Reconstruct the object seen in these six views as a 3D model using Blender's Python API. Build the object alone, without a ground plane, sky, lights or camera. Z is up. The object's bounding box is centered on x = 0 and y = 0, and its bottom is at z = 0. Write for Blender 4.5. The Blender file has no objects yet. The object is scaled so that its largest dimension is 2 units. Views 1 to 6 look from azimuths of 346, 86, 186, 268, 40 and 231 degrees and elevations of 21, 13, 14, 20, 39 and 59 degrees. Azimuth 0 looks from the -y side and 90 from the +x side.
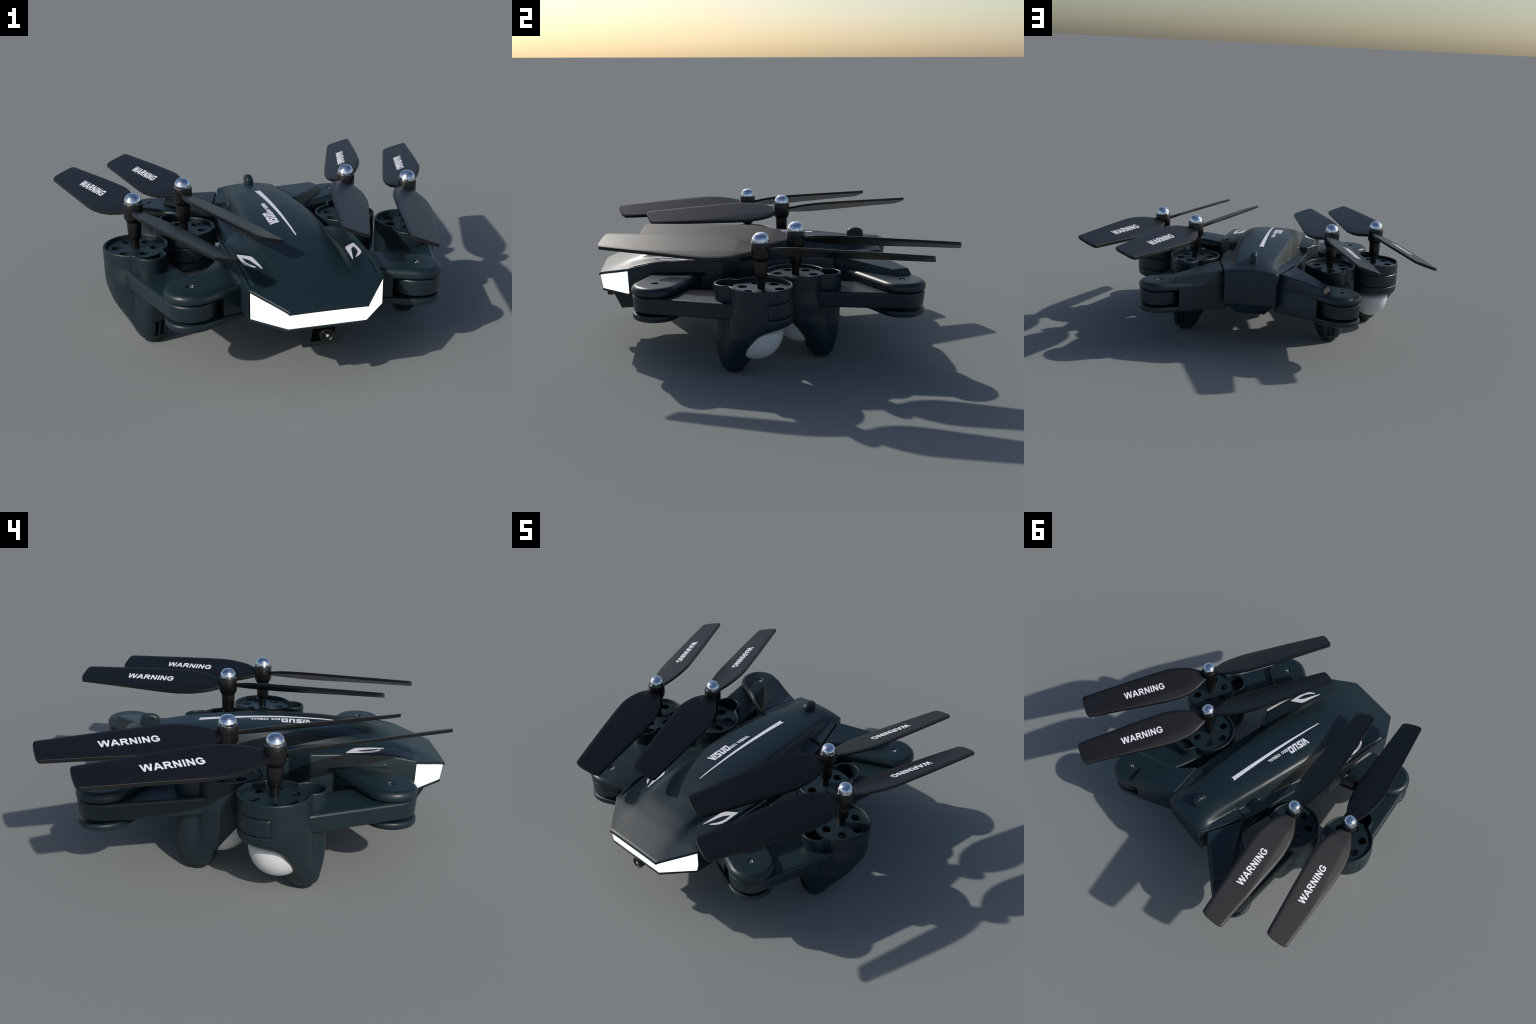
import bpy, bmesh, math
import numpy as np
from mathutils import Vector, Matrix

CX = 0.0245                     # symmetry plane of the body
COL = bpy.context.scene.collection

# ------------------------------------------------------------------ materials
def principled(name, color, rough=0.4, metallic=0.0, spec=0.5, coat=0.0, grain=0.0, bump=0.0):
    m = bpy.data.materials.new(name)
    m.use_nodes = True
    nt = m.node_tree
    b = nt.nodes["Principled BSDF"]
    b.inputs["Base Color"].default_value = (*color, 1)
    b.inputs["Roughness"].default_value = rough
    b.inputs["Metallic"].default_value = metallic
    b.inputs["Specular IOR Level"].default_value = spec
    b.inputs["Coat Weight"].default_value = coat
    tc = nt.nodes.new("ShaderNodeTexCoord")
    if grain:
        n = nt.nodes.new("ShaderNodeTexNoise")
        n.inputs["Scale"].default_value = 9.0
        n.inputs["Detail"].default_value = 5.0
        nt.links.new(tc.outputs["Object"], n.inputs["Vector"])
        r = nt.nodes.new("ShaderNodeMapRange")
        r.inputs["From Min"].default_value = 0.3
        r.inputs["From Max"].default_value = 0.7
        r.inputs["To Min"].default_value = rough - grain
        r.inputs["To Max"].default_value = rough + grain
        nt.links.new(n.outputs["Fac"], r.inputs["Value"])
        nt.links.new(r.outputs["Result"], b.inputs["Roughness"])
    if bump:
        n2 = nt.nodes.new("ShaderNodeTexNoise")
        n2.inputs["Scale"].default_value = 420.0
        nt.links.new(tc.outputs["Object"], n2.inputs["Vector"])
        bp = nt.nodes.new("ShaderNodeBump")
        bp.inputs["Strength"].default_value = bump
        bp.inputs["Distance"].default_value = 0.001
        nt.links.new(n2.outputs["Fac"], bp.inputs["Height"])
        nt.links.new(bp.outputs["Normal"], b.inputs["Normal"])
    return m

TEAL = principled("teal_plastic", (0.0075, 0.0190, 0.0255), 0.40, grain=0.03, bump=0.05)
BLADE = principled("blade_plastic", (0.0030, 0.0032, 0.0046), 0.40, spec=0.52)
HUB = principled("hub_plastic", (0.0060, 0.0060, 0.0063), 0.30)
BLACK = principled("black_plastic", (0.004, 0.0045, 0.005), 0.45)
POD_FLOOR = principled("lightened_pod_floor", (0.75, 0.75, 0.76), 0.5)  # lightened so the unlit cavity floor reads grey through the cap holes
STEEL = principled("screw_steel", (0.55, 0.57, 0.62), 0.25, metallic=1.0)
LAMP = principled("milky_lamp", (0.72, 0.72, 0.72), 0.35)
INK = principled("white_ink", (0.78, 0.78, 0.84), 0.45)
LENS = principled("lens_glass", (0.003, 0.003, 0.004), 0.08, coat=1.0)

LIGHT = principled("light_strip_white", (0.9, 0.9, 0.9), 0.4)
_b = LIGHT.node_tree.nodes["Principled BSDF"]
_b.inputs["Emission Color"].default_value = (1, 1, 1, 1)
_b.inputs["Emission Strength"].default_value = 1.3


def chrome_material():
    """Bright chrome with an engraved dark seam: a ring with square jogs and short meridians below it."""
    m = principled("chrome", (0.80, 0.84, 0.92), 0.09, metallic=1.0)
    nt = m.node_tree
    b = nt.nodes["Principled BSDF"]
    N, L = nt.nodes.new, nt.links.new
    tc = N("ShaderNodeTexCoord")
    sep = N("ShaderNodeSeparateXYZ")
    L(tc.outputs["Object"], sep.inputs[0])

    def mth(op, a, c=None, d=None):
        n = N("ShaderNodeMath")
        n.operation = op
        for i, v in enumerate((a, c, d)):
            if v is None:
                continue
            if isinstance(v, (int, float)):
                n.inputs[i].default_value = v
            else:
                L(v, n.inputs[i])
        return n.outputs[0]
    ang = mth("ARCTAN2", sep.outputs["Y"], sep.outputs["X"])
    turn = mth("MULTIPLY", ang, 1 / (2 * math.pi))
    saw = mth("ABSOLUTE", mth("SUBTRACT", mth("FRACT", mth("ADD", mth("MULTIPLY", turn, 3.0), 10.2)), 0.5))
    jog = mth("LESS_THAN", saw, 0.13)
    zline = mth("ADD", mth("MULTIPLY", jog, 0.0055), 0.0315)
    ring = mth("LESS_THAN", mth("ABSOLUTE", mth("SUBTRACT", sep.outputs["Z"], zline)), 0.0008)
    edge = mth("LESS_THAN", mth("ABSOLUTE", mth("SUBTRACT", saw, 0.13)), 0.012)
    inband = mth("LESS_THAN", mth("ABSOLUTE", mth("SUBTRACT", sep.outputs["Z"], 0.03425)), 0.003)
    side = mth("MULTIPLY", edge, inband)
    mer = mth("LESS_THAN", mth("ABSOLUTE", mth("SUBTRACT", mth("FRACT", mth("ADD", mth("MULTIPLY", turn, 5.0), 10.3)), 0.5)), 0.018)
    low = mth("LESS_THAN", sep.outputs["Z"], 0.0315)
    mask = mth("MAXIMUM", mth("MAXIMUM", ring, side), mth("MULTIPLY", mer, low))
    mix = N("ShaderNodeMix")
    mix.data_type = "RGBA"
    L(mask, mix.inputs["Factor"])
    mix.inputs["A"].default_value = (0.80, 0.84, 0.92, 1)
    mix.inputs["B"].default_value = (0.10, 0.11, 0.13, 1)
    L(mix.outputs["Result"], b.inputs["Base Color"])
    return m


CHROME = chrome_material()

# ------------------------------------------------------------------ helpers
def new_obj(name, mesh, parent=None, mat=None, smooth=True):
    o = bpy.data.objects.new(name, mesh)
    COL.objects.link(o)
    if mat and not mesh.materials:
        mesh.materials.append(mat)
    if parent:
        o.parent = parent
    if smooth:
        mesh.polygons.foreach_set("use_smooth", [True] * len(mesh.polygons))
    return o


def make_mesh(name, verts, faces, mat=None, angle=None):
    me = bpy.data.meshes.new(name)
    me.from_pydata([tuple(v) for v in verts], [], faces)
    bm = bmesh.new()
    bm.from_mesh(me)
    bmesh.ops.recalc_face_normals(bm, faces=bm.faces)
    bm.to_mesh(me)
    bm.free()
    if mat:
        me.materials.append(mat)
    me.polygons.foreach_set("use_smooth", [True] * len(me.polygons))
    if angle:
        me.set_sharp_from_angle(angle=math.radians(angle))
    return me


def bake(obj):
    """Turn an object with modifiers into a plain mesh datablock and delete the object."""
    dg = bpy.context.evaluated_depsgraph_get()
    me = bpy.data.meshes.new_from_object(obj.evaluated_get(dg))
    bpy.data.objects.remove(obj)
    return me


def bevelled(mesh, width, segments=3, angle=30):
    o = new_obj("tmp", mesh)
    b = o.modifiers.new("b", "BEVEL")
    b.width, b.segments, b.limit_method = width, segments, "ANGLE"
    b.angle_limit = math.radians(angle)
    b.harden_normals = True
    return bake(o)


def cut(mesh, cutters):
    o = new_obj("tmp", mesh)
    tools = []
    for c in cutters:
        t = new_obj("tmp_cut", c)
        tools.append(t)
        m = o.modifiers.new("c", "BOOLEAN")
        m.operation, m.solver, m.object = "DIFFERENCE", "EXACT", t
    me = bake(o)
    for t in tools:
        bpy.data.objects.remove(t)
    return me


def weighted(mesh):
    """Face-area weighted normals, so that large flat faces stay flat beside their rounded edges."""
    mats = [m for m in mesh.materials]
    o = new_obj("tmp", mesh, smooth=False)
    w = o.modifiers.new("w", "WEIGHTED_NORMAL")
    w.keep_sharp, w.weight = True, 100
    me = bake(o)
    me.materials.clear()
    for m in mats:
        me.materials.append(m)
    return me


def join(name, meshes, mat=None):
    bm = bmesh.new()
    for me in meshes:
        bm.from_mesh(me)
    out = bpy.data.meshes.new(name)
    bm.to_mesh(out)
    bm.free()
    if mat:
        out.materials.append(mat)
    return out


def rings_mesh(name, rings, mat=None, cap0=True, cap1=True, angle=None):
    n = len(rings[0])
    v = [p for r in rings for p in r]
    f = []
    for i in range(len(rings) - 1):
        for j in range(n):
            k = (j + 1) % n
            f.append((i * n + j, i * n + k, (i + 1) * n + k, (i + 1) * n + j))
    if cap0:
        f.append(tuple(range(n))[::-1])
    if cap1:
        f.append(tuple((len(rings) - 1) * n + j for j in range(n)))
    return make_mesh(name, v, f, mat, angle)


def lathe(name, profile, mat=None, seg=48, centre=(0, 0), angle=35):
    rings = [[(centre[0] + r * math.cos(2 * math.pi * j / seg), centre[1] + r * math.sin(2 * math.pi * j / seg), z)
              for j in range(seg)] for r, z in profile]
    return rings_mesh(name, rings, mat, angle=angle)


def offset_poly(poly, d):
    """Inset a counter-clockwise polygon by d."""
    n = len(poly)
    out = []
    for i in range(n):
        a, b, c = (np.array(poly[(i + k) % n], float) for k in (-1, 0, 1))
        e1, e2 = (b - a) / np.linalg.norm(b - a), (c - b) / np.linalg.norm(c - b)
        n1, n2 = np.array([-e1[1], e1[0]]), np.array([-e2[1], e2[0]])
        m = n1 + n2
        m = m / max(0.35, float(m @ m) / 2)
        out.append(tuple(b + m * d))
    return out


def ccw(poly):
    a = sum(p[0] * q[1] - q[0] * p[1] for p, q in zip(poly, poly[1:] + poly[:1]))
    return poly if a > 0 else poly[::-1]


def stacked(name, poly, levels, mat=None, angle=40):
    poly = ccw(poly)
    return rings_mesh(name, [[(x, y, z) for x, y in offset_poly(poly, ins)] for z, ins in levels], mat, angle=angle)


def box(name, lo, hi, mat=None):
    (a, b, c), (d, e, f) = lo, hi
    v = [(x, y, z) for x in (a, d) for y in (b, e) for z in (c, f)]
    return make_mesh(name, v, [(0, 1, 3, 2), (4, 6, 7, 5), (0, 4, 5, 1), (2, 3, 7, 6), (0, 2, 6, 4), (1, 5, 7, 3)], mat)


def arc(c, r, a0, a1, n):
    return [(c[0] + r * math.cos(math.radians(a0 + (a1 - a0) * i / n)), c[1] + r * math.sin(math.radians(a0 + (a1 - a0) * i / n)))
            for i in range(n + 1)]


def flat_shape(outlines, thickness):
    """Filled planar shape (outlines, holes included) extruded to a thin solid."""
    cu = bpy.data.curves.new("shape", "CURVE")
    cu.dimensions, cu.fill_mode, cu.extrude = "2D", "BOTH", thickness / 2
    for pts in outlines:
        s = cu.splines.new("POLY")
        s.points.add(len(pts) - 1)
        for p, q in zip(s.points, pts):
            p.co = (q[0], q[1], 0, 1)
        s.use_cyclic_u = True
    o = bpy.data.objects.new("tmp", cu)
    COL.objects.link(o)
    me = bake(o)
    bpy.data.curves.remove(cu)
    return me


def remap(mesh, fn):
    for v in mesh.vertices:
        v.co = fn(*v.co)
    mesh.update()
    return mesh


def ell(cx, cy, rx, ry, a0, a1, n=14):
    return [(cx + rx * math.cos(math.radians(a0 + (a1 - a0) * i / n)), cy + ry * math.sin(math.radians(a0 + (a1 - a0) * i / n))) for i in range(n + 1)]


def bold_sans(word):
    """Heavy grotesque capitals, cap height 1; (advance, outlines) per letter."""
    n = [(.10, 0), (.10, 1), (.30, 1), (.715, .34), (.715, 1), (.905, 1), (.905, 0), (.70, 0), (.29, .65), (.29, 0)]
    glyphs = {
        "W": (1.318, [[(0, 1), (.215, 1), (.35, .31), (.53, 1), (.785, 1), (.965, .31), (1.10, 1), (1.315, 1), (1.075, 0), (.85, 0), (.657, .74), (.465, 0), (.24, 0)]]),
        "A": (1.008, [[(.39, 1), (.615, 1), (1.0, 0), (.78, 0), (.695, .235), (.31, .235), (.225, 0), (0, 0)], [(.372, .40), (.635, .40), (.503, .765)]]),
        "R": (1.008, [[(.10, 0), (.10, 1)] + ell(.60, .715, .30, .285, 90, -70) + [(.80, .30), (1.0, 0), (.75, 0), (.585, .25), (.50, .37), (.42, .415), (.305, .415), (.305, 0)],
                      [(.305, .585), (.305, .83)] + ell(.56, .7075, .13, .1225, 90, -90)]),
        "N": (1.008, [n]),
        "I": (.388, [[(.095, 0), (.095, 1), (.30, 1), (.30, 0)]]),
        "G": (1.087, [ell(.53, .5, .475, .515, 28, 308, 30) + [(.99, .15), (.99, .555), (.55, .555), (.55, .385), (.785, .385), (.785, .25)] + ell(.53, .5, .27, .335, 310, 36, 24)]),
    }
    glyphs.update({                                   # slab-serif extras for the small line
        "i": (0.70, [[(.06, 0), (.06, .22), (.22, .22), (.22, .78), (.06, .78), (.06, 1), (.64, 1), (.64, .78), (.48, .78), (.48, .22), (.64, .22), (.64, 0)]]),
        "B": (0.98, [[(.04, 0), (.04, 1)] + ell(.60, .755, .30, .245, 90, -60, 8) + [(.80, .53)] + ell(.60, .275, .34, .275, 60, -90, 8),
                     [(.34, .60), (.34, .80), (.58, .80), (.64, .70), (.58, .60)], [(.34, .20), (.34, .41), (.60, .41), (.67, .305), (.60, .20)]]),
        "V": (1.0, [[(0, 1), (.28, 1), (.50, .34), (.72, 1), (1.0, 1), (.63, 0), (.37, 0)]]),
        "S": (0.95, [[(.06, 0), (.06, .25), (.60, .25), (.60, .38), (.10, .40), (.05, .50), (.05, .92), (.14, 1), (.88, 1), (.88, .77), (.35, .77), (.35, .62), (.84, .60), (.90, .50), (.90, .10), (.80, 0)]]),
        "U": (1.0, [[(.06, 1), (.34, 1), (.34, .25), (.66, .25), (.66, 1), (.94, 1), (.94, .12), (.82, 0), (.18, 0), (.06, .12)]]),
        "L": (0.86, [[(.06, 1), (.36, 1), (.36, .25), (.84, .25), (.84, 0), (.06, 0)]]),
        " ": (0.55, []),
    })
    parts, x = [], 0.0
    for ch in word:
        adv, outlines = glyphs[ch]
        if not outlines:
            x += adv
            continue
        parts.append(flat_shape([[(px + x, py) for px, py in o] for o in outlines], 1.0))
        x += adv
    return join("letters", parts), x


# ------------------------------------------------------------------ the drone
drone = bpy.data.objects.new("folding_drone", None)
COL.objects.link(drone)
drone["label"] = "dark teal folded quadcopter drone with four black propellers"
drone["category"] = "drone"

# ---- top shell: a hump that runs along the body over flat front wings and side rails
def table(rows):
    rows = sorted(rows)
    ys = np.linspace(-0.95, 0.65, 801)
    raw = np.array([r[0] for r in rows])
    k = np.exp(-0.5 * (np.arange(-40, 41) * 0.002 / 0.018) ** 2)
    k /= k.sum()
    cols = []
    for c in range(1, len(rows[0])):
        v = np.interp(ys, raw, [r[c] for r in rows])
        # extend the end slopes so that smoothing does not flatten the tips
        s0, s1 = (v[60] - v[32]) / (ys[60] - ys[32]), 0.0
        lo, hi = raw[0], raw[-1]
        v = np.where(ys < lo, rows[0][c] + (ys - lo) * s0, v)
        sl = (rows[-1][c] - rows[-2][c]) / (raw[-1] - raw[-2])
        v = np.where(ys > hi, rows[-1][c] + (ys - hi) * sl, v)
        cols.append(np.convolve(np.pad(v, 40, mode="edge"), k, "valid"))
    return lambda y: [float(np.interp(y, ys, c)) for c in cols]


# y, ridge z, hump half width, hump edge z, foot half width, foot z
HUMP = table([
    (-0.890, 0.378, 0.120, 0.377, 0.150, 0.376), (-0.730, 0.444, 0.150, 0.440, 0.165, 0.436),
    (-0.650, 0.473, 0.155, 0.465, 0.170, 0.452), (-0.550, 0.500, 0.158, 0.487, 0.186, 0.463),
    (-0.427, 0.525, 0.159, 0.506, 0.195, 0.468), (-0.332, 0.537, 0.159, 0.517, 0.198, 0.467),
    (-0.221, 0.545, 0.158, 0.526, 0.198, 0.464), (-0.150, 0.549, 0.157, 0.530, 0.197, 0.463),
    (-0.024, 0.5510, 0.156, 0.534, 0.189, 0.461), (0.117, 0.548, 0.151, 0.529, 0.175, 0.460),
    (0.284, 0.539, 0.140, 0.518, 0.153, 0.470), (0.430, 0.525, 0.122, 0.501, 0.134, 0.482),
    (0.522, 0.508, 0.110, 0.494, 0.124, 0.485), (0.580, 0.489, 0.100, 0.484, 0.140, 0.476), (0.605, 0.479, 0.100, 0.476, 0.140, 0.470)])
WING_EDGE = table([(-0.89, 0.377), (-0.73, 0.427), (-0.60, 0.455), (-0.48, 0.462), (-0.25, 0.467), (-0.16, 0.461), (0.6, 0.46)])
RAIL_EDGE = table([(-0.9, 0.424), (-0.16, 0.428), (0.0, 0.439), (0.13, 0.447), (0.32, 0.451), (0.6, 0.451)])
SIDE = [(-0.890, 0.168), (-0.730, 0.296), (-0.250, 0.320), (-0.163, 0.254), (0.123, 0.2445), (0.335, 0.2225), (0.599, 0.1470)]
Y_STEP, Y_SHOULDER = -0.160, 0.325


def half_width(y):
    return float(np.interp(y, [s[0] for s in SIDE], [s[1] for s in SIDE]))


# emblem: an angular C that opens to the nose
EMBLEM = [(0.274, -0.413), (0.2440, -0.437), (0.2200, -0.458), (0.2140, -0.475), (0.2085, -0.530), (0.2020, -0.596), (0.2060, -0.594), (0.2200, -0.545), (0.2330, -0.497),
          (0.2385, -0.484), (0.2600, -0.456), (0.2600, -0.490), (0.2575, -0.512), (0.2470, -0.541), (0.2255, -0.574), (0.2290, -0.5765), (0.2470, -0.562),
          (0.2610, -0.545), (0.2700, -0.525), (0.2740, -0.500)]


def edge_distance(p, poly):
    """Signed distance to a polygon border, positive inside."""
    best, inside = 9.0, False
    for (x1, y1), (x2, y2) in zip(poly, poly[1:] + poly[:1]):
        dx, dy = x2 - x1, y2 - y1
        t = max(0.0, min(1.0, ((p[0] - x1) * dx + (p[1] - y1) * dy) / (dx * dx + dy * dy)))
        best = min(best, math.hypot(p[0] - x1 - t * dx, p[1] - y1 - t * dy))
        if (y1 > p[1]) != (y2 > p[1]) and p[0] < x1 + (p[1] - y1) / (y2 - y1) * (x2 - x1):
            inside = not inside
    return best if inside else -best


RECESS = [(0.280, -0.391), (0.209, -0.448), (0.197, -0.605), (0.232, -0.590), (0.284, -0.518)]


def smax(a, b, k):
    h = max(0.0, k - abs(a - b)) / k
    return max(a, b) + h * h * k * 0.25


def shell_z(x, y):
    x = abs(x)
    zc, e, ze, b, zb = HUMP(y)
    w = half_width(y)
    if y > Y_SHOULDER:
        # raised shoulder pads beside the tail of the hump
        zw = float(np.interp(y, [0.325, 0.575, 0.605], [0.468, 0.471, 0.467]))
        zin = float(np.interp(y, [0.325, 0.575, 0.605], [0.472, 0.480, 0.474]))
        base = zin + (zw - zin) * min(1, max(0, x - 0.10) / (w - 0.10))
    elif y > Y_STEP:
        zw = RAIL_EDGE(y)[0]
        zin = zw + 0.008
        base = zin + (zw - zin) * min(1, max(0, x - 0.14) / (w - 0.14))
    else:
        zw = WING_EDGE(y)[0]
        base = zb + (zw - zb) * min(1, max(0, x - b) / max(0.02, w - b))
    if x < e:
        h = zc - (zc - ze) * (x / e) ** 2.6
    else:
        s = max(0.05, (ze - zb) / (b - e))
        h = ze - s * (x - e)
    z = smax(h, base, float(np.interp(y, [-0.6, -0.25], [0.012, 0.004])))
    # soften the hump shoulder line
    d = x - e
    if abs(d) < 0.02:
        s1 = 2.6 * (zc - ze) / e
        s2 = max(0.05, (ze - zb) / (b - e))
        z -= max(0, s2 - s1) * 0.007 * 0.5 * (1 - abs(d) / 0.02) ** 2
    if 0.312 < y < 0.331 and x > e:
        z -= 0.007 * max(0.0, 1 - abs(y - 0.3215) / 0.006)
    if -0.72 < y < -0.20:
        fade = min(1, (y + 0.72) / 0.03, (-0.20 - y) / 0.03)
        g = (w - x - 0.018) / 0.007
        z -= 0.010 * fade * math.exp(-g * g)
        if 0.19 < x < 0.30 and -0.62 < y < -0.38:
            q = edge_distance((x, y), RECESS)
            if q > 0:
                z -= 0.0045 * min(1, q / 0.005) * max(0.0, min(1, (y + 0.60) / 0.20))
    return z


def build_shell():
    ys = list(np.linspace(-0.880, Y_STEP - 0.004, 130)) + [Y_STEP - 0.0015, Y_STEP + 0.0015]
    ys += list(np.linspace(Y_STEP + 0.006, Y_SHOULDER - 0.010, 70)) + [Y_SHOULDER - 0.0065, Y_SHOULDER - 0.0035, Y_SHOULDER - 0.001, Y_SHOULDER + 0.0015, Y_SHOULDER + 0.004]
    ys += list(np.linspace(Y_SHOULDER + 0.008, 0.582, 44))
    rows = []
    inner = np.linspace(0, 1, 46)
    edge = [0.030, 0.026, 0.022, 0.018, 0.014, 0.010, 0.006, 0.003]

    def row(y, yy, drop, bottom, shrink=0.0):
        w = half_width(y) - shrink
        xs = [t * (w - 0.034) for t in inner] + [w - d for d in edge]
        zs = [shell_z(min(x, w), y) - drop for x in xs]
        half = [(x, z) for x, z in zip(xs, zs)]
        z_e = zs[-1]
        half += [(w - 0.001, z_e - 0.002), (w, z_e - 0.006), (w, bottom(y, z_e))]
        return [(-x, yy, z) for x, z in half[::-1]] + [(x, yy, z) for x, z in half[1:]]

    def bottom(y, ze):
        return ze - 0.013 if y < -0.727 else float(np.interp(y, [-0.172, -0.155, 0.29, 0.32], [0.285, 0.326, 0.326, 0.291]))

    rows.append(row(-0.890, -0.8900, 0.014, lambda y, z: z - 0.0005))
    rows.append(row(-0.890, -0.8900, 0.005, bottom))
    rows.append(row(-0.8885, -0.8885, 0.0015, bottom))
    for y in ys:
        rows.append(row(y, y, 0, bottom))
    for y, yy, d in ((0.588, 0.588, 0.001), (0.593, 0.593, 0.003), (0.597, 0.597, 0.006), (0.599, 0.599, 0.011)):
        rows.append(row(y, yy, d, bottom))
    rows.append([(x, 0.599, 0.293) for x, _, z in rows[-1]])
    n = len(rows[0])
    v = [p for r in rows for p in r]
    f = [(i * n + j, i * n + j + 1, (i + 1) * n + j + 1, (i + 1) * n + j) for i in range(len(rows) - 1) for j in range(n - 1)]
    bm = bmesh.new()
    bv = [bm.verts.new((x + CX, y, z)) for x, y, z in v]
    for q in f:
        bm.faces.new([bv[i] for i in q])
    bmesh.ops.remove_doubles(bm, verts=bm.verts, dist=1e-5)
    bmesh.ops.dissolve_degenerate(bm, edges=bm.edges, dist=1e-6)
    bmesh.ops.recalc_face_normals(bm, faces=bm.faces)
    me = bpy.data.meshes.new("top_shell")
    bm.to_mesh(me)
    bm.free()
    me.polygons.foreach_set("use_smooth", [True] * len(me.polygons))
    me.set_sharp_from_angle(angle=math.radians(50))
    return me


shell = new_obj("top_shell", build_shell(), drone, TEAL)

# ---- hull under the shell
def mirrored(right):
    return [(CX + x, y) for x, y in right] + [(CX - x, y) for x, y in right[::-1]]


inner_hull = mirrored([(0.145, -0.835), (0.270, -0.715), (0.300, -0.26), (0.240, -0.17), (0.230, 0.12), (0.210, 0.33), (0.140, 0.590)])
nose_plate = mirrored([(0.170, -0.873), (0.295, -0.732), (0.317, -0.252), (0.250, -0.170), (0.15, -0.165)])
tail_plate = mirrored([(0.15, 0.300), (0.220, 0.335), (0.1445, 0.597)])
EDGE = [(0.283, 0.004), (0.285, 0.0), (0.294, 0.0), (0.296, 0.002)]
hull = join("lower_hull", [stacked("a", inner_hull, [(0.328, 0), (0.372, 0)]), stacked("b", nose_plate, EDGE), stacked("c", tail_plate, EDGE)], TEAL)
new_obj("lower_hull", hull, drone)

# ---- white light strip wrapped round the nose
def light_strip():
    top = [(0.2915, -0.7325, 0.4160), (0.1655, -0.8815, 0.3665)]
    bot = [(0.2920, -0.7325, 0.2955), (0.1675, -0.8695, 0.2955)]
    path_t = [(x, y, z) for x, y, z in top] + [(-x, y, z) for x, y, z in top[::-1]]
    path_b = [(x, y, z) for x, y, z in bot] + [(-x, y, z) for x, y, z in bot[::-1]]
    v, f = [], []
    for p, q in zip(path_t, path_b):
        v += [(CX + p[0], p[1], p[2]), (CX + q[0], q[1], q[2]), (CX + q[0] * 0.93, q[1] + 0.03, q[2]), (CX + p[0] * 0.93, p[1] + 0.03, p[2] - 0.002)]
    for i in range(3):
        for k in range(4):
            f.append((i * 4 + k, i * 4 + (k + 1) % 4, i * 4 + 4 + (k + 1) % 4, i * 4 + 4 + k))
    f += [(0, 1, 2, 3), (12, 13, 14, 15)]
    me = make_mesh("light_strip", v, f, LIGHT, angle=20)
    return me


new_obj("light_strip", light_strip(), drone)

# ---- belly box with the camera
belly = make_mesh("belly", [(CX + s * x, y, z) for s, x, y, z in
                            [(-1, .145, -.832, .288), (1, .145, -.832, .288), (1, .08, -.788, .160), (-1, .08, -.788, .160),
                             (-1, .145, .580, .288), (1, .145, .580, .288), (1, .082, .560, .222), (-1, .082, .560, .222)]],
                  [(0, 1, 2, 3), (4, 5, 6, 7), (0, 1, 5, 4), (1, 2, 6, 5), (2, 3, 7, 6), (3, 0, 4, 7)])
belly = cut(belly, [box("c", (CX - 0.05, -0.90, 0.187), (CX + 0.05, -0.73, 0.275))])
belly.polygons.foreach_set("use_smooth", [False] * len(belly.polygons))
bo = new_obj("belly_box", belly, drone, TEAL, smooth=False)


def lens_mesh(profile, mat, seg=40):
    """Lathe about the -y axis: (radius, distance in front of y=0)."""
    me = lathe("lens", profile, mat, seg)
    return remap(me, lambda x, y, z: (x, -z, y))


cam = new_obj("camera", lens_mesh([(0.027, -0.02), (0.027, 0.085), (0.031, 0.09), (0.031, 0.113), (0.029, 0.116), (0.024, 0.116),
                                   (0.020, 0.111), (0.012, 0.110)], BLACK), drone)
cam.location = (CX, -0.752, 0.244)
glass = new_obj("lens", lens_mesh([(0.0135, 0.108), (0.0135, 0.1125), (0.012, 0.1145), (0.008, 0.1155), (0.003, 0.116)], LENS), cam)
dot = new_obj("lens_glint_disc", lens_mesh([(0.0058, 0.1145), (0.0058, 0.1165), (0.004, 0.1172)], INK, 20), cam)  # bright glint on the lens, modelled as a small white disc

# ---- knob on the tail
kn = [(0.433 + 0.0445 - 0.0445 * math.cos(math.pi * i / 24), 0.535 + 0.031 * math.sin(math.pi * i / 24) ** 0.8) for i in range(25)]
kn = [(0.433, 0.500)] + kn + [(0.522, 0.490)]
knob = rings_mesh("k", [[(x, y, z) for y, z in kn] for x in (CX - 0.019, CX + 0.019)])
new_obj("power_button", bevelled(knob, 0.0135, 6, 50), drone, TEAL)

# ------------------------------------------------------------------ printing on the shell
def on_shell(lift):
    def fn(x, y, z):
        return (x, y, shell_z(x - CX, y) + lift + z)
    return fn


def stripe():
    n = 60
    ys = np.linspace(0.247, -0.415, n)
    v, f = [], []
    for i, y in enumerate(ys):
        t = i / (n - 1)
        xc = CX - 0.008 + 0.008 * t
        w = 0.0125 * (1 - t) + 0.0022 * t
        for k in (-1, 0, 1):
            yy = y - (0.006 if (i == 0 and k == 0) else 0)
            x = xc + k * w
            z = shell_z(x - CX, yy)
            v += [(x, yy, z - 0.001), (x, yy, z + 0.0022)]
    for i in range(n - 1):
        a, b = i * 6, (i + 1) * 6
        for k in (0, 2):
            f += [(a + k + 1, a + k + 3, b + k + 3, b + k + 1)]
        f += [(a, a + 1, b + 1, b), (a + 4, b + 4, b + 5, a + 5)]
    return make_mesh("stripe", v, f, INK, angle=25)


new_obj("printed_stripe", stripe(), drone)


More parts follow.
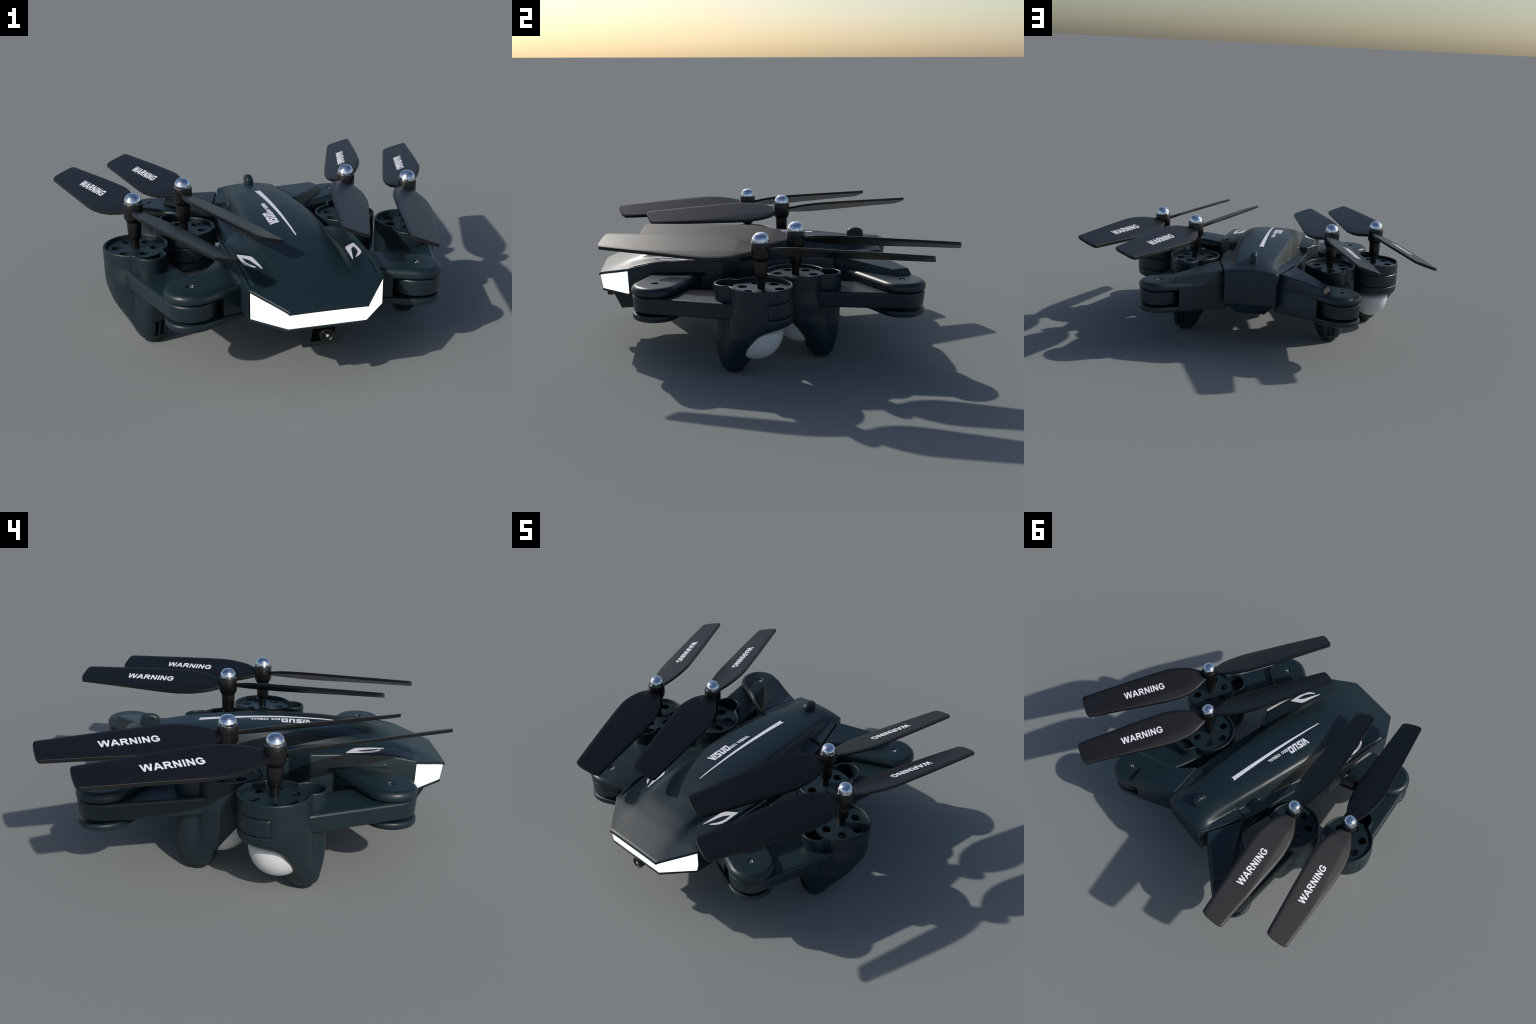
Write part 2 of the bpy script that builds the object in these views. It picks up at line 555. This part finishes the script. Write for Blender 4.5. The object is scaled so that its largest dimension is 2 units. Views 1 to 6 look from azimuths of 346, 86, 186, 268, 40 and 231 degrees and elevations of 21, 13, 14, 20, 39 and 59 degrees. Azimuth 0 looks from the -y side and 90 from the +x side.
def blocky_word():
    """Five slanted square-cut capitals, drawn in a 0..1 high box; x runs along the word."""
    t = 0.26
    shapes = [
        [[(0.00, 1), (0.30, 1), (0.46, 0.42), (0.62, 1), (0.86, 1), (0.58, 0), (0.34, 0)]],
        [[(0.98, 1), (1.22, 1), (0.94, 0), (0.70, 0)]],
        [[(1.32, 1), (2.02, 1), (1.95, 1 - t), (1.58, 1 - t), (1.56, 0.64), (1.94, 0.46), (1.82, 0), (1.06, 0), (1.13, t), (1.58, t), (1.60, 0.36), (1.20, 0.55)]],
        [[(2.12, 1), (2.38, 1), (2.30, t), (2.56, t), (2.64, 1), (2.90, 1), (2.80, 0), (2.02, 0)]],
        [[(3.02, 1), (3.80, 1), (3.80, 0), (2.95, 0)], [(3.26, 0.74), (3.23, 0.28), (3.55, 0.28), (3.55, 0.74)]],
    ]
    parts = [flat_shape([[(x, y) for x, y in o] for o in s], 1.0) for s in shapes]
    me = join("word", parts)
    return me


def lay_word(me, y0, length, x_base, height, w_in, mat):
    """Reading direction +y, letter tops toward -x."""
    f = on_shell(0.0016)
    me = remap(me, lambda x, y, z: f(x_base - y * height, y0 + x * length / w_in, z * 0.0012))
    me.materials.clear()
    me.materials.append(mat)
    return me


def subdivide(me, cuts=2):
    bm = bmesh.new()
    bm.from_mesh(me)
    bmesh.ops.triangulate(bm, faces=bm.faces)
    bmesh.ops.subdivide_edges(bm, edges=[e for e in bm.edges if e.calc_length() > 0.25], cuts=cuts)
    bm.to_mesh(me)
    bm.free()
    return me


new_obj("printed_word", lay_word(subdivide(blocky_word()), -0.277, 0.140, -0.0100, 0.0475, 3.8, INK), drone, smooth=False)
new_obj("printed_motto", lay_word(bold_sans("BiG ViSUAL")[0], -0.132, 0.140, -0.0110, 0.0195, bold_sans("BiG ViSUAL")[1], INK), drone, smooth=False)

for sgn in (1, -1):
    ring = EMBLEM
    dense = []
    for p, q in zip(ring, ring[1:] + ring[:1]):
        k = max(1, int(math.hypot(q[0] - p[0], q[1] - p[1]) / 0.008))
        dense += [(p[0] + (q[0] - p[0]) * i / k, p[1] + (q[1] - p[1]) * i / k) for i in range(k)]
    me = flat_shape([[(CX + sgn * x, y) for x, y in dense]], 0.0016)
    f = on_shell(0.0014)
    new_obj("printed_emblem", remap(me, lambda x, y, z: f(x, y, z)), drone, INK, smooth=False)

# ------------------------------------------------------------------ hinge forks
PIV = 0.512


def fork(front):
    """Hinge fork for the +x side in body-centred coordinates."""
    yc = -0.577 if front else 0.632
    if front:
        def outline(r):
            return [(0.27, -0.335 - (0.115 - r))] + arc((PIV, yc), r, 62, -112, 30) + [(0.27, -0.590)]
        block = [(0.25, -0.3245), (0.27, -0.335), (0.385, -0.3935), (0.385, -0.633), (0.30, -0.600), (0.25, -0.578)]
    else:
        def outline(r):
            k = 0.115 - r
            return [(0.13, 0.470), (0.135, 0.5435 - k)] + arc((PIV, yc), r, 120, -62, 30) + [(0.25, 0.372), (0.20, 0.352)]
        block = [(0.13, 0.47), (0.135, 0.5435), (0.385, 0.690), (0.385, 0.446), (0.25, 0.374), (0.20, 0.352)]
    parts = []
    up_out = ccw(outline(0.115))
    rings = [[(x, y, z) for x, y in offset_poly(up_out, ins)] for z, ins in
             [(0.363, 0.006), (0.366, 0.001), (0.372, 0.0), (0.384, 0.0), (0.392, 0.003), (0.398, 0.008), (0.402, 0.014), (0.4045, 0.020), (0.405, 0.024), (0.405, 0.028)]]
    for r, z in ((0.032, 0.405), (0.0205, 0.405), (0.0190, 0.4035), (0.0150, 0.396), (0.0145, 0.389)):
        rings.append([(PIV + r * (x - PIV) / math.hypot(x - PIV, y - yc), yc + r * (y - yc) / math.hypot(x - PIV, y - yc), z) for x, y, _ in rings[9]])
    parts.append(rings_mesh("u", rings, angle=60))
    parts.append(stacked("l", outline(0.113), [(0.236, 0.010), (0.239, 0.004), (0.244, 0.0), (0.262, 0.0), (0.267, 0.003), (0.269, 0.008)], angle=60))
    parts.append(stacked("b", block, [(0.2362, 0.010), (0.239, 0.004), (0.244, -0.0005 if not front else 0.002), (0.384, -0.0005 if not front else 0.002),
                                      (0.392, 0.004), (0.398, 0.008), (0.402, 0.014)], angle=60))
    if front:
        n = 20
        fl = []
        for i in range(n + 1):
            t = i / n
            y = -0.607 + 0.275 * t
            k = min(1, t / 0.06, (1 - t) / 0.06)
            k = math.sqrt(max(0.0, 1 - (1 - k) ** 2)) * 0.85 + 0.15
            fl.append([(0.27, y, 0.395)] + [(0.300 + 0.030 * k * (1 - math.cos(math.radians(a))) , y, 0.403 + 0.022 * k * (1 - math.sin(math.radians(a)))) for a in range(0, 91, 15)] + [(0.34, y, 0.396)])
        parts.append(rings_mesh("f", fl, angle=50))
    else:
        top = [(0.1670, 0.552, 0.4660), (0.2270, 0.342, 0.4655), (0.300, 0.432, 0.4545), (0.374, 0.522, 0.4440), (0.440, 0.604, 0.4350), (0.414, 0.685, 0.4350), (0.30, 0.619, 0.4500)]
        bot = [(0.1500, 0.552, 0.385), (0.2310, 0.335, 0.385), (0.320, 0.424, 0.385), (0.392, 0.512, 0.385), (0.464, 0.596, 0.385), (0.432, 0.709, 0.385), (0.30, 0.640, 0.385)]
        parts.append(bevelled(rings_mesh("r", [bot, top]), 0.006, 3, 25))
    me = join("hinge_fork", parts)
    me.polygons.foreach_set("use_smooth", [True] * len(me.polygons))
    me.set_sharp_from_angle(angle=math.radians(45))
    return weighted(me)


for front in (True, False):
    base = fork(front)
    for sgn in (1, -1):
        me = base.copy()
        remap(me, lambda x, y, z: (CX + sgn * x, y, z))
        if sgn < 0:
            me.flip_normals()
        fk = new_obj("hinge_fork", me, drone, TEAL, smooth=False)
        yc = -0.577 if front else 0.632
        sc = lathe("screw", [(0.0128, 0.388), (0.0128, 0.397), (0.0105, 0.3995), (0.005, 0.4005)], STEEL, 24)
        sc = cut(sc, [box("s", (-0.002, -0.009, 0.3965), (0.002, 0.009, 0.41)), box("s", (-0.009, -0.002, 0.3965), (0.009, 0.002, 0.41))])
        s = new_obj("screw", sc, fk, STEEL, smooth=False)
        s.location = (CX + sgn * PIV, yc, 0)

# ------------------------------------------------------------------ arms: bar, motor pod with leg, lamp
ARM_L = 0.528
POD = np.array([  # z, pod centre, half width, front half axis, back half axis, leg centre, leg radius
    (0.434, .528, .152, .152, .152, .372, .073), (0.300, .528, .151, .151, .152, .374, .073), (0.265, .528, .149, .151, .151, .376, .073),
    (0.252, .528, .147, .150, .147, .377, .073), (0.240, .524, .146, .146, .125, .377, .073), (0.228, .519, .145, .142, .095, .378, .073),
    (0.215, .512, .143, .135, .068, .378, .0725), (0.200, .505, .142, .131, .050, .379, .074), (0.150, .474, .121, .104, .038, .382, .073),
    (0.100, .440, .095, .080, .042, .388, .071), (0.070, .424, .082, .072, .055, .391, .067), (0.050, .413, .073, .064, .062, .393, .064),
    (0.032, .401, .060, .050, .053, .394, .057), (0.026, .398, .055, .048, .050, .394, .053), (0.020, .396, .046, .044, .046, .394, .045)])
_z = np.linspace(0.020, 0.434, 208)
_k = np.exp(-0.5 * (np.arange(-24, 25) * 0.002 / 0.011) ** 2)
POD_TAB = [_z]
for _c in range(1, 7):
    _v = np.interp(_z, POD[::-1, 0], POD[::-1, _c])
    if _c != 4:                                        # the slanted lower rim stays crisp
        _s = np.convolve(np.pad(_v, 24, mode="edge"), _k / _k.sum(), "valid")
        _w = np.clip((_z - 0.045) / 0.03, 0, 1)        # and so does the foot
        _v = _v * (1 - _w) + _s * _w
    POD_TAB.append(_v)
PITCH = math.radians(62)


def pod_f(x, y, p):
    z, c, w, fw, b, pc, pr = p
    t = min(1.0, max(0.0, (0.285 - z) / 0.16))
    q = 0.012 + 0.014 * t * t * (3 - 2 * t)
    ax = b if x > c else fw
    m = 2.0 if x > c else float(np.interp(z, [0.30, 0.36], [2.5, 2.0]))
    fh = ((abs((x - c) / ax) ** m + abs(y / w) ** m) ** (1 / m) - 1) * min(ax, w)
    t = min(1.0, max(0.0, (0.285 - z) / 0.135))
    n = 2.0 + 0.7 * t * t * (3 - 2 * t)
    fp = (abs(x - pc) ** n + abs(y) ** n) ** (1 / n) - pr
    h = max(0.0, q - abs(fh - fp)) / q
    return min(fh, fp) - h * h * q * 0.25


def pod_ring(z, inset=0.0, grooves=True, n=240):
    p = [z] + [float(np.interp(z, POD_TAB[0], POD_TAB[k])) for k in range(1, 7)]
    ctr = 0.425
    ring = []
    for j in range(n):
        a = 2 * math.pi * j / n
        ca, sa = math.cos(a), math.sin(a)
        lo, hi = 0.0, 0.4
        for _ in range(26):
            m = (lo + hi) / 2
            if pod_f(ctr + m * ca, m * sa, p) < -inset:
                lo = m
            else:
                hi = m
        r = lo
        x, y = ctr + r * ca, r * sa
        if grooves and 0.27 < z < 0.40:
            th = abs(math.atan2(y, x - ARM_L))
            if th < PITCH + 0.02:
                d = 0.0
                for gz in (0.370, 0.295):
                    d = max(d, 0.0065 * max(0, 1 - abs(z - gz) / 0.005))
                if 0.295 < z < 0.370:
                    d = max(d, 0.005 * max(0, 1 - abs(th - PITCH) / 0.035))
                x -= d * math.cos(math.atan2(y, x - ARM_L))
                y -= d * math.sin(math.atan2(y, x - ARM_L))
        ring.append((x, y, z))
    return ring


def pod_mesh():
    zs = [0.020, 0.022, 0.026, 0.032, 0.038, 0.045, 0.06, 0.075, 0.09, 0.105, 0.12, 0.135, 0.15, 0.165, 0.18, 0.19, 0.2, 0.208, 0.215, 0.222, 0.228,
          0.234, 0.240, 0.246, 0.252, 0.258, 0.265, 0.275, 0.284, 0.290, 0.2925, 0.295, 0.2975, 0.300, 0.31, 0.33, 0.35, 0.362, 0.3665,
          0.370, 0.3735, 0.378, 0.39, 0.41, 0.428]
    rings = [pod_ring(z) for z in zs]
    rings += [pod_ring(0.4320, 0.0010, False), pod_ring(0.4340, 0.0035, False), pod_ring(0.4340, 0.0075, False), pod_ring(0.4320, 0.0100, False),
              pod_ring(0.428, 0.011, False), pod_ring(0.245, 0.011, False)]
    me = rings_mesh("motor_housing", rings, angle=55)
    slots = [box("s", (0.28, s * 0.0035 if s > 0 else -0.0235, 0.042), (0.345, 0.0235 if s > 0 else -0.0035, 0.122)) for s in (1, -1)]
    me = cut(me, slots)
    me.set_sharp_from_angle(angle=math.radians(55))
    me.materials.clear()
    me.materials.append(TEAL)
    return weighted(me)


POD_ME = pod_mesh()
bar_out = arc((0, 0), 0.112, 90, 270, 36) + [(0.400, -0.112), (0.412, -0.1115), (0.434, -0.106), (0.434, 0.106), (0.412, 0.1115), (0.400, 0.112)]
BAR_ME = stacked("arm", bar_out, [(0.280, 0.011), (0.283, 0.007), (0.288, 0.005), (0.346, 0.0), (0.352, 0.002), (0.357, 0.006), (0.3595, 0.013), (0.3595, 0.017)], TEAL, angle=60)
BAR_ME = weighted(BAR_ME)


def circle(c, r, n):
    return [(c[0] + r * math.cos(2 * math.pi * i / n), c[1] + r * math.sin(2 * math.pi * i / n)) for i in range(n)]


cap = flat_shape([circle((ARM_L, 0), 0.1408, 96)] + [circle((ARM_L + 0.09 * math.cos(math.radians(a)), 0.09 * math.sin(math.radians(a))), 0.0235, 32)
                                                   for a in range(0, 360, 60)], 0.014)
CAP_ME = remap(cap, lambda x, y, z: (x, y, z + 0.410))
CAP_ME.materials.clear()
CAP_ME.materials.append(TEAL)
POD_FLOOR_ME = lathe("pod_floor", [(0.110, 0.240), (0.110, 0.2495), (0.107, 0.2515)], POD_FLOOR, 48, (ARM_L, 0))
FOOT_ME = lathe("rubber_foot", [(0.036, 0.0), (0.041, 0.002), (0.0430, 0.010), (0.0435, 0.024), (0.0435, 0.028)], TEAL, 40, (0.395, 0))
SHAFT_ME = lathe("drive_shaft", [(0.0195, 0.400), (0.0195, 0.475)], HUB, 32, (ARM_L, 0))


def ellipsoid(name, c, s, mat, nu=64, nv=32):
    rings = []
    for i in range(1, nv):
        ph = -math.pi / 2 + math.pi * i / nv
        rings.append([(c[0] + s[0] * math.cos(ph) * math.cos(2 * math.pi * j / nu), c[1] + s[1] * math.cos(ph) * math.sin(2 * math.pi * j / nu),
                       c[2] + (s[2] if ph < 0 else 0.25 * s[2]) * math.sin(ph)) for j in range(nu)])
    return rings_mesh(name, rings, mat)


LAMP_ME = ellipsoid("lamp_cover", (0.499, 0, 0.208), (0.136, 0.112, 0.140), LAMP)

# ------------------------------------------------------------------ propellers (local: +y along the rear blade, +x its raised edge)
HIGH = [(0.030, 0.022), (0.050, 0.031), (0.100, 0.057), (0.150, 0.072), (0.200, 0.083), (0.250, 0.088), (0.330, 0.086), (0.470, 0.080), (0.600, 0.072), (0.782, 0.061), (0.80, 0.060)]
LOW = [(0.030, 0.030), (0.050, 0.042), (0.107, 0.073), (0.170, 0.089), (0.250, 0.097), (0.330, 0.0945), (0.470, 0.085), (0.600, 0.0765), (0.775, 0.064), (0.80, 0.062)]


def smooth_tab(tab, u):
    us = np.array([t[0] for t in tab])
    vs = np.array([t[1] for t in tab])
    return float(np.mean(np.interp([u - 0.015, u - 0.008, u, u + 0.008, u + 0.015], us, vs))) if 0.05 < u < 0.76 else float(np.interp(u, us, vs))


def blade_z(u, v):
    tw = 0.37 - 0.03 * u
    root = min(1.0, max(0.0, (u - 0.02) / 0.10))
    return 0.6098 + tw * v + 0.05 * v * abs(v) - 0.004 * (1 - root)


def blade_mesh():
    us = list(np.linspace(0.028, 0.794, 64))
    cols = np.array([0, .02, .045, .08, .12, .16, .20, .24, .28, .33, .38, .5, .62, .75, .85, .91, .945, .97, .988, 1])
    n = len(cols)
    top, bot = [], []
    for u in us:
        hi, lo = smooth_tab(HIGH, u), smooth_tab(LOW, u)
        end = max(0.0, (u - 0.770) / 0.022)
        r = []
        for c in cols:
            v = -lo + (hi + lo) * c
            # tip: corners cut back, middle slightly proud
            uu = u + (0.012 * (1 - (2 * c - 1) ** 4) - 0.006) * end
            fold = 0.032 + 0.075 * u                   # crease along the low side, a straight line from root to tip
            drop = 0.10 * max(0.0, -v - fold) + 0.26 * max(0.0, v - hi + 0.013) + 0.18 * max(0.0, -v - lo + 0.008)
            r.append((v, uu, blade_z(u, v) - drop))
        top.append(r)
        bot.append([(x, y, blade_z(u, x) - 0.0165 - 0.06 * max(0.0, -x - 0.032 - 0.075 * u)) for x, y, z in r])
    v, f = [], []
    for r in top:
        v += r
    for r in bot:
        v += r
    m = len(us)
    o = m * n
    for i in range(m - 1):
        for j in range(n - 1):
            a = i * n + j
            f.append((a, a + 1, a + n + 1, a + n))
            f.append((o + a, o + a + n, o + a + n + 1, o + a + 1))
        f.append((i * n, (i + 1) * n, o + (i + 1) * n, o + i * n))
        f.append((i * n + n - 1, o + i * n + n - 1, o + (i + 1) * n + n - 1, (i + 1) * n + n - 1))
    for j in range(n - 1):
        f.append((j, o + j, o + j + 1, j + 1))
        k = (m - 1) * n + j
        f.append((k, k + 1, o + k + 1, o + k))
    me = make_mesh("blade", v, f, BLADE)
    return bevelled(me, 0.0035, 3, 32)


BLADE_ME = blade_mesh()
HUB_ME = lathe("hub", [(0.020, 0.4655), (0.0270, 0.466), (0.0300, 0.4690), (0.0310, 0.4730), (0.0335, 0.542), (0.0328, 0.546), (0.0365, 0.551), (0.0435, 0.564), (0.0455, 0.570), (0.0458, 0.600),
                       (0.0455, 0.634), (0.0440, 0.637), (0.040, 0.637)], HUB, 56)
dome_prof = [(0.0412, -0.004), (0.0414, 0.002)] + [(0.0412 * math.cos(a) ** 0.75, 0.002 + 0.044 * math.sin(a)) for a in np.linspace(0.08, 1.5, 20)]
DOME_ME = lathe("dome_cap", dome_prof, CHROME, 56, angle=80)


word, word_len = bold_sans("WARNING")


def word_on_blade(x, y, z):
    u, v = 0.5485 - x * 0.256 / word_len, -0.0235 + y * 0.0375
    return (v, u, blade_z(u, v) + 0.0006 + z * 0.0014)


WORD_ME = remap(word, word_on_blade)
WORD_ME.materials.clear()
WORD_ME.materials.append(INK)

PIVOTS = [(-0.4875, -0.577), (-0.4875, 0.632), (0.5365, 0.632), (0.5365, -0.577)]
MOTORS = [(-0.6575, -0.077), (-0.394, 0.111), (0.4445, 0.112), (0.6990, -0.076)]
TURN = [20.8, 18.0, -16.6, -18.2]

for (px, py), (mx, my), turn in zip(PIVOTS, MOTORS, TURN):
    a = math.atan2(my - py, mx - px)
    arm = new_obj("arm", BAR_ME, drone)
    arm.location = (px, py, 0)
    arm.rotation_euler = (0, 0, a)
    for nm, me in (("motor_housing", POD_ME), ("motor_cap", CAP_ME), ("pod_floor", POD_FLOOR_ME), ("landing_foot", FOOT_ME), ("drive_shaft", SHAFT_ME), ("lamp_cover", LAMP_ME)):
        new_obj(nm, me, arm, smooth=False)
    prop = new_obj("propeller", HUB_ME, drone, smooth=False)
    prop.location = (mx, my, 0)
    prop.rotation_euler = (0, 0, math.radians(turn))
    for k in range(2):
        b = new_obj("blade", BLADE_ME, prop, smooth=False)
        b.rotation_euler = (0, 0, math.pi * k)
    d = new_obj("dome_cap", DOME_ME, prop, smooth=False)
    d.location = (0, 0, 0.636)
    d.rotation_euler = (0, 0, 0.9 * mx)
    new_obj("printed_warning", WORD_ME, prop, smooth=False)
